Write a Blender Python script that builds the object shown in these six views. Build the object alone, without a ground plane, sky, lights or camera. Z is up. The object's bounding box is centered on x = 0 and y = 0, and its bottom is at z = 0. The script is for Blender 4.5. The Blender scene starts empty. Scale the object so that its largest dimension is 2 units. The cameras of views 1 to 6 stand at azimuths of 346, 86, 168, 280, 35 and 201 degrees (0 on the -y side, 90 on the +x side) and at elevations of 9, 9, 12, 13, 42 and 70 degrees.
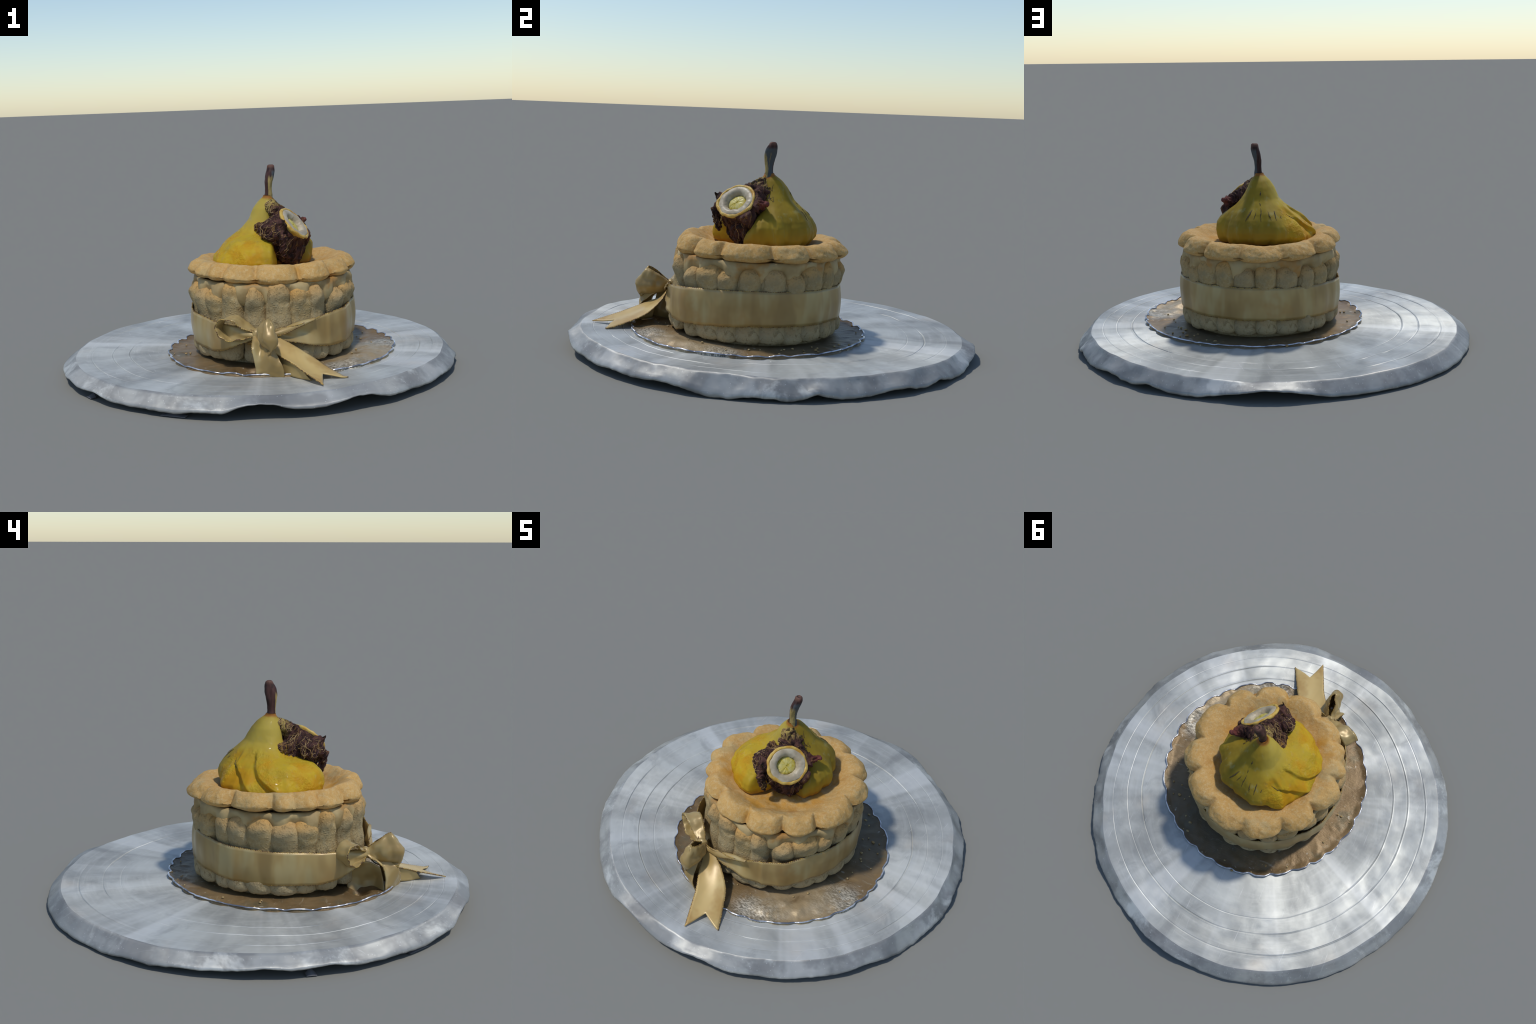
"""A fruit-topped charlotte cake tied with a satin ribbon, on a gilt doily and a spun aluminium platter."""
import bpy, bmesh, math
import numpy as np
from mathutils import Matrix, Vector

rng = np.random.default_rng(11)
TAU = math.tau

# ------------------------------------------------------------------ helpers
_perm = np.random.default_rng(5).permutation(512).astype(np.int64)
_grad = np.random.default_rng(6).normal(size=(512, 3))
_grad /= np.linalg.norm(_grad, axis=1)[:, None]


def perlin(p):
    p = np.asarray(p, float)
    i = np.floor(p).astype(np.int64)
    f = p - i
    w = f * f * f * (f * (f * 6 - 15) + 10)
    out = 0
    for dx in (0, 1):
        for dy in (0, 1):
            for dz in (0, 1):
                h = _perm[(_perm[(_perm[(i[..., 0] + dx) & 511] + i[..., 1] + dy) & 511] + i[..., 2] + dz) & 511]
                g = _grad[h]
                d = f - np.array([dx, dy, dz])
                wt = (w[..., 0] if dx else 1 - w[..., 0]) * (w[..., 1] if dy else 1 - w[..., 1]) * (w[..., 2] if dz else 1 - w[..., 2])
                out = out + wt * (g * d).sum(-1)
    return out


def fbm(p, scale, octaves=3, seed=0.0, gain=0.5):
    p = np.asarray(p, float) * scale + seed * 17.31
    s, a = 0, 1.0
    for _ in range(octaves):
        s = s + a * perlin(p)
        p = p * 2.03 + 3.7
        a *= gain
    return s


def sstep(a, b, x):
    t = np.clip((x - a) / (b - a), 0, 1)
    return t * t * (3 - 2 * t)


def wrap(d):
    return (d + 180) % 360 - 180


def ring_interp(az, xs, ys):
    """periodic interpolation of control values given at azimuths in degrees"""
    xs, ys = np.asarray(xs, float), np.asarray(ys, float)
    o = np.argsort(xs)
    xs, ys = xs[o], ys[o]
    X = np.concatenate([xs - 360, xs, xs + 360])
    Y = np.concatenate([ys, ys, ys])
    return np.interp(wrap(az), X, Y)


def smooth_ring(v, n):
    for _ in range(n):
        v = (np.roll(v, 1, 0) + 2 * v + np.roll(v, -1, 0)) / 4
    return v


def make_mesh(name, verts, faces, mat=None, smooth=True):
    me = bpy.data.meshes.new(name)
    me.from_pydata([tuple(map(float, v)) for v in verts], [], faces)
    me.update()
    if smooth:
        me.polygons.foreach_set("use_smooth", np.ones(len(me.polygons), bool))
    if mat:
        me.materials.append(mat)
    return me


def add(name, me, parent=None, kind=None):
    o = bpy.data.objects.new(name, me)
    bpy.context.scene.collection.objects.link(o)
    if parent:
        o.parent = parent
    if kind:
        o["kind"] = kind
    return o


def thing(name, label, category):
    o = bpy.data.objects.new(name, None)
    o.empty_display_size = 0.1
    bpy.context.scene.collection.objects.link(o)
    o["label"], o["category"] = label, category
    return o


def grid_faces(nu, nv, close_u=False, off=0, flip=False):
    f = []
    for i in range(nu if close_u else nu - 1):
        a, b = i * nv, ((i + 1) % nu) * nv
        for j in range(nv - 1):
            q = (off + a + j, off + b + j, off + b + j + 1, off + a + j + 1)
            f.append(q[::-1] if flip else q)
    return f


def polar_mesh(name, P, mat, cap_start=True, cap_end=True, flip=False):
    """P[nu, nv, 3]: rings closed in u; v runs from one pole to the other"""
    nu, nv = P.shape[:2]
    verts = P.reshape(-1, 3).tolist()
    f = grid_faces(nu, nv, True, flip=flip)
    for use, j in ((cap_start, 0), (cap_end, nv - 1)):
        if use:
            c = len(verts)
            verts.append(P[:, j].mean(0).tolist())
            for i in range(nu):
                t = (c, i * nv + j, ((i + 1) % nu) * nv + j)
                if (j == 0) == flip:
                    t = t[::-1]
                f.append(t)
    return make_mesh(name, verts, f, mat)


def sheet(name, P, thick, mat):
    """solid thin sheet from a grid of points"""
    nu, nv = P.shape[:2]
    du = np.gradient(P, axis=0)
    dv = np.gradient(P, axis=1)
    n = np.cross(du, dv)
    n /= np.linalg.norm(n, axis=-1, keepdims=True) + 1e-12
    A, B = P + n * thick / 2, P - n * thick / 2
    verts = np.concatenate([A.reshape(-1, 3), B.reshape(-1, 3)])
    N = nu * nv
    f = grid_faces(nu, nv) + grid_faces(nu, nv, off=N, flip=True)
    rim = [i * nv for i in range(nu)] + [(nu - 1) * nv + j for j in range(1, nv)] + [i * nv + nv - 1 for i in range(nu - 2, -1, -1)] + [j for j in range(nv - 2, 0, -1)]
    for k in range(len(rim)):
        a, b = rim[k], rim[(k + 1) % len(rim)]
        f.append((a, a + N, b + N, b))
    return make_mesh(name, verts, f, mat)


def spline(pts, n):
    """Catmull-Rom through control points, n samples"""
    p = np.asarray(pts, float)
    q = np.vstack([2 * p[0] - p[1], p, 2 * p[-1] - p[-2]])
    t = np.linspace(0, len(p) - 1, n)
    i = np.minimum(t.astype(int), len(p) - 2)
    u = (t - i)[:, None]
    a, b, c, d = q[i], q[i + 1], q[i + 2], q[i + 3]
    return 0.5 * (2 * b + (c - a) * u + (2 * a - 5 * b + 4 * c - d) * u ** 2 + (3 * b - a - 3 * c + d) * u ** 3)


def tube_data(path, radii, sides=8, bump=None):
    """verts / faces of a tube along a path with rounded closed ends"""
    path = np.asarray(path, float)
    n = len(path)
    T = np.gradient(path, axis=0)
    T /= np.linalg.norm(T, axis=1)[:, None] + 1e-12
    ref = np.array([0.31, 0.22, 0.93])
    N = np.cross(T, ref)
    N /= np.linalg.norm(N, axis=1)[:, None] + 1e-9
    B = np.cross(T, N)
    a = np.arange(sides) * TAU / sides
    r = np.broadcast_to(np.asarray(radii, float), (n,))[:, None] * np.ones(sides)
    if bump is not None:
        r = r * bump(np.arange(n)[:, None], a[None])
    V = path[:, None] + r[..., None] * (np.cos(a)[None, :, None] * N[:, None] + np.sin(a)[None, :, None] * B[:, None])
    verts = V.reshape(-1, 3).tolist()
    f = []
    for i in range(n - 1):
        for k in range(sides):
            k2 = (k + 1) % sides
            f.append((i * sides + k, i * sides + k2, (i + 1) * sides + k2, (i + 1) * sides + k))
    f.append(tuple(range(sides))[::-1])
    f.append(tuple((n - 1) * sides + k for k in range(sides)))
    return verts, f


class Batch:
    def __init__(self):
        self.v, self.f = [], []

    def add(self, vf):
        o = len(self.v)
        self.v += list(vf[0])
        self.f += [tuple(i + o for i in q) for q in vf[1]]

    def mesh(self, name, mat):
        return make_mesh(name, self.v, self.f, mat)


def pebble(center, size, seed):
    bm = bmesh.new()
    bmesh.ops.create_icosphere(bm, subdivisions=2, radius=1)
    v = np.array([x.co[:] for x in bm.verts])
    f = [tuple(y.index for y in x.verts) for x in bm.faces]
    bm.free()
    v = v * (1 + 0.35 * fbm(v, 1.3, 2, seed)[:, None])
    return v * np.asarray(size) + np.asarray(center), f


# ------------------------------------------------------------------ node helpers
class Mat:
    def __init__(self, name, rough=0.6, spec=0.3, metallic=0.0):
        self.m = bpy.data.materials.new(name)
        self.m.use_nodes = True
        self.t = self.m.node_tree
        self.b = self.t.nodes["Principled BSDF"]
        self.set("Roughness", rough)
        self.set("Specular IOR Level", spec)
        self.set("Metallic", metallic)
        self.co = self.n("ShaderNodeTexCoord").outputs["Object"]
        self.h = None

    def n(self, kind, **kw):
        x = self.t.nodes.new(kind)
        for k, v in kw.items():
            setattr(x, k, v)
        return x

    def link(self, a, b):
        self.t.links.new(a, b)

    def put(self, sock, v):
        if isinstance(v, bpy.types.NodeSocket):
            self.link(v, sock)
        elif isinstance(v, (tuple, list)) and len(v) == 3 and sock.type == "RGBA":
            sock.default_value = (*v, 1)
        else:
            sock.default_value = v

    def set(self, name, v):
        self.put(self.b.inputs[name], v)

    def mapping(self, scale=(1, 1, 1), loc=(0, 0, 0), rot=(0, 0, 0), src=None):
        x = self.n("ShaderNodeMapping")
        x.inputs["Scale"].default_value = scale
        x.inputs["Location"].default_value = loc
        x.inputs["Rotation"].default_value = rot
        self.link(src or self.co, x.inputs["Vector"])
        return x.outputs[0]

    def noise(self, scale, detail=4, rough=0.55, src=None, dist=0.0):
        x = self.n("ShaderNodeTexNoise")
        x.inputs["Scale"].default_value = scale
        x.inputs["Detail"].default_value = detail
        x.inputs["Roughness"].default_value = rough
        x.inputs["Distortion"].default_value = dist
        self.link(src or self.co, x.inputs["Vector"])
        return x.outputs["Fac"]

    def voronoi(self, scale, feature="F1", src=None):
        x = self.n("ShaderNodeTexVoronoi", feature=feature)
        x.inputs["Scale"].default_value = scale
        self.link(src or self.co, x.inputs["Vector"])
        return x.outputs["Distance"]

    def range(self, v, a, b, c=0.0, d=1.0):
        x = self.n("ShaderNodeMapRange", interpolation_type="SMOOTHSTEP")
        self.put(x.inputs[0], v)
        for i, y in enumerate((a, b, c, d)):
            x.inputs[i + 1].default_value = y
        return x.outputs[0]

    def math(self, op, a, b=0.0, c=0.0):
        x = self.n("ShaderNodeMath", operation=op)
        for i, y in enumerate((a, b, c)):
            self.put(x.inputs[i], y)
        return x.outputs[0]

    def mix(self, f, a, b):
        x = self.n("ShaderNodeMix", data_type="RGBA")
        self.put(x.inputs["Factor"], f)
        self.put(x.inputs[6], a)
        self.put(x.inputs[7], b)
        return x.outputs[2]

    def sep(self, src=None):
        x = self.n("ShaderNodeSeparateXYZ")
        self.link(src or self.co, x.inputs[0])
        return x.outputs

    def ball(self, c, r0, r1):
        """mask: 1 inside distance r0 of point c, 0 beyond r1"""
        x = self.n("ShaderNodeVectorMath", operation="DISTANCE")
        self.link(self.co, x.inputs[0])
        x.inputs[1].default_value = c
        return self.range(x.outputs["Value"], r0, r1, 1.0, 0.0)

    def bump(self, height, strength=0.4, dist=0.01):
        x = self.n("ShaderNodeBump")
        x.inputs["Strength"].default_value = strength
        x.inputs["Distance"].default_value = dist
        self.link(height, x.inputs["Height"])
        if self.h:
            self.link(self.h, x.inputs["Normal"])
        self.h = x.outputs[0]
        self.link(self.h, self.b.inputs["Normal"])

    def color(self, v):
        self.set("Base Color", v)
        return self.m


# ------------------------------------------------------------------ materials
def mat_aluminium(name, rim=False):
    m = Mat(name, 0.52, 0.28, 0.27)
    x, y, z = m.sep()
    ang = m.math("ARCTAN2", m.math("SUBTRACT", y, -0.03), m.math("SUBTRACT", x, 0.03))
    rad = m.math("SQRT", m.math("ADD", m.math("MULTIPLY", x, x), m.math("MULTIPLY", y, y)))
    comb = m.n("ShaderNodeCombineXYZ")
    m.link(m.math("MULTIPLY", ang, 1.4), comb.inputs[0])
    m.link(m.math("MULTIPLY", rad, 26.0), comb.inputs[1])
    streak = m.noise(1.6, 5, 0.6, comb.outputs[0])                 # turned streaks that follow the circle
    cloud = m.noise(2.6, 5, 0.6, m.mapping((1, 1, 2.5)), 0.4)
    stain = m.noise(6.0, 6, 0.65, m.mapping((1, 1, 2), (3, 1, 0)), 0.6)
    c = m.mix(m.range(cloud, 0.32, 0.68), (0.33, 0.348, 0.352), (0.54, 0.568, 0.568))
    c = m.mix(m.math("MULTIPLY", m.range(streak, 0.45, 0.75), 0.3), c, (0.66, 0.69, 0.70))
    c = m.mix(m.math("MULTIPLY", m.range(stain, 0.50, 0.68), 0.38), c, (0.22, 0.235, 0.25))
    painted_sheen = m.n("ShaderNodeCombineXYZ")                             # radial reflections baked into the colour, round the circle
    m.link(m.math("COSINE", ang), painted_sheen.inputs[0])
    m.link(m.math("SINE", ang), painted_sheen.inputs[1])
    painted_sheen = m.noise(3.4, 3, 0.6, painted_sheen.outputs[0])
    c = m.mix(m.math("MULTIPLY", m.range(painted_sheen, 0.52, 0.66), 0.55), c, (0.68, 0.71, 0.73))
    c = m.mix(m.math("MULTIPLY", m.range(painted_sheen, 0.36, 0.5, 1, 0), 0.3), c, (0.25, 0.262, 0.272))
    warm = m.noise(3.1, 3, 0.5, m.mapping((1, 1, 1), (7, 2, 5)))
    c = m.mix(m.math("MULTIPLY", m.range(warm, 0.58, 0.75), 0.3), c, (0.62, 0.55, 0.47))
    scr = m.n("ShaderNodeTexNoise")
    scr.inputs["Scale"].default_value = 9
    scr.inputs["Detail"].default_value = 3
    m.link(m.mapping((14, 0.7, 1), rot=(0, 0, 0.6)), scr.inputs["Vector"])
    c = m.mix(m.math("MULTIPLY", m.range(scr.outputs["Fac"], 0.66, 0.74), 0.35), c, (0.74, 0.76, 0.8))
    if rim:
        c = m.mix(0.45, c, (0.22, 0.225, 0.24))  # rim tinted with dark and bright patches of mirrored surroundings
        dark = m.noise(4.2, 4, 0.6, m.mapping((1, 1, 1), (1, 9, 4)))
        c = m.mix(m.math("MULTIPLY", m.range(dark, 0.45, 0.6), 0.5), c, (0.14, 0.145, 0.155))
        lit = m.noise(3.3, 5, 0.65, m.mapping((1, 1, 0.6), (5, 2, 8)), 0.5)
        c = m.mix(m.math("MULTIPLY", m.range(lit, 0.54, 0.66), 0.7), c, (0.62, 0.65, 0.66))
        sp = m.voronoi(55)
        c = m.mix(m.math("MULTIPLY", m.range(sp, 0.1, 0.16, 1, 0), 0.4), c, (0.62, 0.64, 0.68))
    m.bump(m.noise(14, 4, 0.6), 0.10, 0.006)
    tint = m.n("ShaderNodeMix", data_type="RGBA", blend_type="MULTIPLY")
    tint.inputs["Factor"].default_value = 1.0
    m.link(c, tint.inputs[6])
    tint.inputs[7].default_value = (1.07, 1.03, 0.95, 1)
    c = tint.outputs[2]
    m.set("Roughness", m.range(cloud, 0.3, 0.7, 0.55, 0.42))
    tg = m.n("ShaderNodeTangent", direction_type="RADIAL", axis="Z")
    m.link(tg.outputs[0], m.b.inputs["Tangent"])
    m.set("Anisotropic", 0.7)
    return m.color(c)


def mat_groove():
    m = Mat("groove_metal", 0.5, 0.3, 0.3)
    return m.color(m.mix(m.noise(9), (0.22, 0.23, 0.26), (0.45, 0.47, 0.5)))


def mat_rim_wire():
    m = Mat("polished_metal", 0.25, 0.5, 0.6)
    return m.color(m.mix(m.range(m.noise(14), 0.4, 0.6), (0.25, 0.26, 0.3), (0.8, 0.81, 0.86)))


def mat_underside():
    m = Mat("plate_underside", 0.8, 0.1)
    return m.color(m.mix(m.noise(6), (0.10, 0.10, 0.11), (0.2, 0.2, 0.21)))


def mat_doily():
    m = Mat("gilt_board", 0.42, 0.4, 0.25)
    n1 = m.noise(5, 5, 0.6, None, 0.5)
    n2 = m.noise(60, 4, 0.7, m.mapping((1, 2.5, 1), rot=(0, 0, 0.5)))
    c = m.mix(m.range(n1, 0.35, 0.65), (0.16, 0.10, 0.042), (0.27, 0.18, 0.085))
    # silvery reflections painted onto the gilding, at the front and right
    baked_glint = m.math("MAXIMUM", m.ball((0.30, -0.60, 0.1), 0.08, 0.2), m.ball((0.57, -0.33, 0.1), 0.08, 0.2))
    baked_glint = m.math("MULTIPLY", baked_glint, m.range(m.noise(9, 4, 0.6), 0.36, 0.5))
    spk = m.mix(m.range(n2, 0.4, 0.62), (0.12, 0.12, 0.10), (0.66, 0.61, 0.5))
    c = m.mix(baked_glint, c, spk)
    oliv = m.range(m.noise(7, 5, 0.65, m.mapping(loc=(2, 8, 0))), 0.5, 0.64)
    c = m.mix(m.math("MULTIPLY", oliv, 0.6), c, (0.135, 0.12, 0.07))
    strk = m.noise(20, 4, 0.6, m.mapping((0.5, 3, 1), rot=(0, 0, 0.7)))
    c = m.mix(m.math("MULTIPLY", m.range(strk, 0.6, 0.72), 0.5), c, (0.46, 0.39, 0.27))
    tan = m.math("MULTIPLY", m.ball((0.42, -0.46, 0.1), 0.1, 0.32), 0.75)  # front right lightened to tan for the shine on the board
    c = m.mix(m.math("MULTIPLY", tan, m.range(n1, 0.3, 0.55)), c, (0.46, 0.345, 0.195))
    back = m.math("MULTIPLY", m.ball((0.36, 0.28, 0.1), 0.15, 0.5), 0.6)  # cake's shadow on the back of the board, darkened in the colour
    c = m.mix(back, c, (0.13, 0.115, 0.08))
    c = m.mix(m.math("MULTIPLY", m.range(m.noise(30, 3), 0.66, 0.74), 0.5), c, (0.6, 0.55, 0.45))
    m.bump(n1, 0.3, 0.02)
    m.bump(n2, 0.25, 0.006)
    return m.color(c)


def crust(m, base_lo, base_hi, pale, brown, seed):
    n1 = m.noise(7, 5, 0.6, m.mapping(loc=(seed, 0, 0)))
    n2 = m.noise(62, 6, 0.7, m.mapping(loc=(0, seed, 0)))
    n3 = m.noise(170, 4, 0.65)
    c = m.mix(m.range(n1, 0.35, 0.65), base_lo, base_hi)
    c = m.mix(m.math("MULTIPLY", m.range(n2, 0.45, 0.65), 0.5), c, pale)
    c = m.mix(m.math("MULTIPLY", m.range(n3, 0.38, 0.5, 1, 0), 0.35), c, brown)
    c = m.mix(m.math("MULTIPLY", m.range(m.noise(11, 5, 0.6, m.mapping(loc=(4, 4, seed))), 0.55, 0.72), 0.6), c, brown)
    pit = m.range(m.voronoi(60), 0.05, 0.11, 1, 0)
    pit = m.math("MULTIPLY", pit, m.range(m.noise(22, 2), 0.5, 0.62))
    c = m.mix(m.math("MULTIPLY", pit, 0.6), c, (0.23, 0.13, 0.045))
    m.bump(n1, 0.25, 0.02)
    m.bump(n2, 0.55, 0.006)
    m.bump(n3, 0.4, 0.002)
    return c


def mat_lid():
    m = Mat("golden_biscuit", 0.75, 0.2)
    c = crust(m, (0.53, 0.315, 0.10), (0.60, 0.37, 0.13), (0.62, 0.475, 0.25), (0.46, 0.23, 0.06), 1.0)
    grey = m.range(m.noise(6.5, 4, 0.6, m.mapping(loc=(9, 3, 4))), 0.52, 0.66)
    c = m.mix(m.math("MULTIPLY", grey, 0.5), c, (0.44, 0.345, 0.17))
    syr = m.math("MAXIMUM", m.ball((0.06, -0.36, 0.52), 0.03, 0.13), m.ball((-0.17, -0.22, 0.55), 0.02, 0.12))
    syr = m.math("MAXIMUM", syr, m.ball((0.06, -0.06, 0.53), 0.2, 0.30))
    syr = m.math("MULTIPLY", syr, m.range(m.noise(16, 4), 0.38, 0.6))
    c = m.mix(m.math("MULTIPLY", syr, 0.75), c, (0.58, 0.28, 0.03))
    return m.color(c)


def mat_finger():
    m = Mat("sponge_finger", 0.85, 0.15)
    c = crust(m, (0.33, 0.245, 0.115), (0.43, 0.315, 0.145), (0.47, 0.385, 0.22), (0.34, 0.20, 0.07), 3.0)
    z = m.sep()[2]
    toast = m.math("MULTIPLY", m.range(m.math("ADD", z, m.math("MULTIPLY", m.noise(9), 0.09)), 0.43, 0.49), 0.85)
    grey = m.range(m.noise(9, 4, 0.6, m.mapping(loc=(9, 3, 4))), 0.46, 0.62)
    c = m.mix(m.math("MULTIPLY", grey, 0.55), c, (0.25, 0.215, 0.125))
    c = m.mix(toast, c, (0.60, 0.34, 0.105))                       # oven-browned tips
    pale = m.range(z, 0.13, 0.2, 0.35, 0.0)
    c = m.mix(pale, c, (0.50, 0.43, 0.28))                        # sugar-dusted feet
    inf = m.n("ShaderNodeObjectInfo").outputs["Random"]
    c = m.mix(m.math("MULTIPLY", inf, 0.28), c, (0.36, 0.30, 0.19))
    gr = m.voronoi(85)
    m.bump(m.range(gr, 0.0, 0.5, 1, 0), 0.35, 0.006)
    crack = m.noise(24, 6, 0.7, m.mapping((1, 1, 0.6)), 1.5)
    m.bump(m.range(crack, 0.36, 0.46), 0.3, 0.010)
    c = m.mix(m.math("MULTIPLY", m.range(crack, 0.36, 0.44, 1, 0), 0.6), c, (0.20, 0.14, 0.06))
    nub = m.voronoi(48)
    front = m.math("MULTIPLY", m.ball((-0.08, -0.50, 0.30), 0.08, 0.2), m.range(nub, 0.1, 0.35, 1, 0))
    c = m.mix(m.math("MULTIPLY", front, 0.55), c, (0.56, 0.42, 0.22))
    m.bump(front, 0.6, 0.012)
    return m.color(c)


def mat_cream():
    m = Mat("set_cream", 0.6, 0.3)
    c = m.mix(m.range(m.noise(9, 4), 0.35, 0.65), (0.34, 0.235, 0.10), (0.46, 0.345, 0.165))
    syr = m.math("MULTIPLY", m.range(m.noise(6, 4, 0.6, m.mapping(loc=(2, 5, 1))), 0.54, 0.68), 0.8)
    c = m.mix(syr, c, (0.40, 0.19, 0.04))
    m.bump(m.noise(28, 4), 0.3, 0.008)
    return m.color(c)


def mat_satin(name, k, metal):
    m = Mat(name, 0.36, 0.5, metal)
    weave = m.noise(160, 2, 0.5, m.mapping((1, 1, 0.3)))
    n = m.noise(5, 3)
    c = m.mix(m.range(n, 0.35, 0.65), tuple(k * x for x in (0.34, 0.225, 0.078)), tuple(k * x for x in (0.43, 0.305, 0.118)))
    x, y, z = m.sep()                                             # satin sheen drawn in the colour: light and dark upright bands
    ang = m.math("ARCTAN2", m.math("SUBTRACT", y, -0.08), m.math("SUBTRACT", x, 0.06))
    cb = m.n("ShaderNodeCombineXYZ")
    m.link(m.math("COSINE", ang), cb.inputs[0])
    m.link(m.math("SINE", ang), cb.inputs[1])
    m.link(m.math("MULTIPLY", z, 0.6), cb.inputs[2])
    band = m.noise(4.6, 2, 0.5, cb.outputs[0])
    c = m.mix(m.math("MULTIPLY", m.range(band, 0.5, 0.64), 0.5), c, tuple(k * x for x in (0.50, 0.42, 0.21)))
    c = m.mix(m.math("MULTIPLY", m.range(band, 0.34, 0.5, 1, 0), 0.5), c, tuple(k * x for x in (0.24, 0.145, 0.045)))
    c = m.mix(m.math("MULTIPLY", m.range(m.noise(4, 4, 0.6, m.mapping(loc=(8, 1, 2))), 0.56, 0.7), 0.5), c, (0.38, 0.19, 0.04))
    m.bump(weave, 0.06, 0.002)
    m.set("Sheen Weight", 0.12)
    m.set("Sheen Roughness", 0.4)
    m.set("Sheen Tint", (0.9, 0.85, 0.65))
    return m.color(c)


def mat_thread():
    m = Mat("gold_thread", 0.4, 0.5, 0.3)
    c = m.mix(m.range(m.noise(70, 2), 0.42, 0.58), (0.13, 0.07, 0.028), (0.42, 0.275, 0.07))
    return m.color(c)


def mat_pear():
    m = Mat("poached_pear_skin", 0.62, 0.2)
    x, y, z = m.sep()
    n1 = m.noise(8, 4, 0.55, m.mapping((1, 1, 0.6)))
    # glazed golden flesh on the cut left side, olive skin on the right and back
    side = m.math("ADD", m.math("MULTIPLY", x, -1.0), m.math("MULTIPLY", y, -0.45))
    flesh = m.range(m.math("ADD", side, m.math("MULTIPLY", m.math("SUBTRACT", n1, 0.5), 0.12)), -0.075, 0.02)
    skin = m.mix(m.range(n1, 0.35, 0.65), (0.265, 0.175, 0.014), (0.36, 0.245, 0.020))
    streak = m.noise(6, 4, 0.6, m.mapping((5, 5, 0.6)))
    skin = m.mix(m.math("MULTIPLY", m.range(streak, 0.55, 0.72), 0.65), skin, (0.33, 0.29, 0.10))
    low = m.math("MULTIPLY", m.range(m.math("ADD", z, m.math("MULTIPLY", n1, 0.06)), 0.56, 0.64, 1, 0), 0.6)
    skin = m.mix(low, skin, (0.37, 0.215, 0.02))
    gold = m.mix(m.range(m.noise(13, 4), 0.35, 0.65), (0.48, 0.245, 0.006), (0.51, 0.335, 0.016))
    gold = m.mix(m.math("MULTIPLY", m.range(m.noise(5.5, 4, 0.6, m.mapping(loc=(6, 1, 4))), 0.48, 0.62), 0.6), gold, (0.40, 0.295, 0.022))
    neck = m.range(z, 0.66, 0.76)
    gold = m.mix(neck, gold, (0.44, 0.33, 0.055))
    c = m.mix(flesh, skin, gold)
    rust = m.math("MULTIPLY", m.range(m.math("ADD", z, m.math("MULTIPLY", m.noise(20, 4), 0.05)), 0.545, 0.565, 1, 0), 0.6)
    c = m.mix(rust, c, (0.36, 0.13, 0.015))
    c = m.mix(m.range(m.ball((0.062, -0.044, 0.845), 0.024, 0.04), 0, 1), c, (0.30, 0.12, 0.02))
    tiny = m.voronoi(70)
    c = m.mix(m.math("MULTIPLY", m.range(tiny, 0.06, 0.1, 1, 0), m.range(m.noise(12, 2), 0.6, 0.7)), c, (0.3, 0.22, 0.04))
    wet = m.noise(75, 3, 0.6)
    m.bump(n1, 0.15, 0.02)
    m.bump(m.math("MULTIPLY", wet, m.math("MULTIPLY", m.math("MULTIPLY", flesh, m.range(z, 0.68, 0.72, 1, 0)), m.range(m.noise(9, 3), 0.45, 0.6))), 0.8, 0.008)
    m.set("Coat Weight", m.math("MULTIPLY", m.math("MULTIPLY", flesh, 0.6), m.range(m.noise(48, 3, 0.6, m.mapping(loc=(3, 1, 2))), 0.55, 0.66)))
    m.set("Coat Roughness", 0.16)
    m.set("Subsurface Weight", 0.12)
    m.set("Subsurface Radius", (0.03, 0.02, 0.005))
    m.set("Subsurface Scale", 0.5)
    return m.color(c)


def mat_scorch():
    m = Mat("dark_score", 0.6, 0.3)
    return m.color(m.mix(m.noise(60), (0.05, 0.035, 0.02), (0.16, 0.11, 0.03)))


def mat_stem():
    m = Mat("dry_stem", 0.6, 0.18)
    x, y, z = m.sep()
    n = m.noise(16, 4, 0.6, m.mapping((3, 3, 0.5)))
    c = m.mix(m.range(n, 0.35, 0.65), (0.030, 0.016, 0.014), (0.08, 0.036, 0.030))
    w = m.math("ADD", m.math("SUBTRACT", x, 0.068), m.math("MULTIPLY", z, -0.05))
    w = m.math("ADD", w, m.math("MULTIPLY", m.math("SUBTRACT", n, 0.5), 0.012))
    blue = m.math("MULTIPLY", m.range(w, -0.042, -0.036), m.range(z, 0.965, 0.985, 1, 0))
    c = m.mix(blue, c, (0.075, 0.085, 0.09))
    f = m.math("SUBTRACT", m.math("MULTIPLY", x, 0.75), y)
    tan = m.math("MULTIPLY", m.range(f, 0.107, 0.113), m.range(z, 0.93, 0.96, 1, 0))
    c = m.mix(m.math("MULTIPLY", tan, m.range(n, 0.42, 0.5)), c, (0.36, 0.27, 0.1))
    tip = m.range(z, 0.985, 1.0)
    c = m.mix(m.math("MULTIPLY", tip, 0.6), c, (0.2, 0.1, 0.07))
    m.bump(n, 0.5, 0.008)
    return m.color(c)


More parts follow.
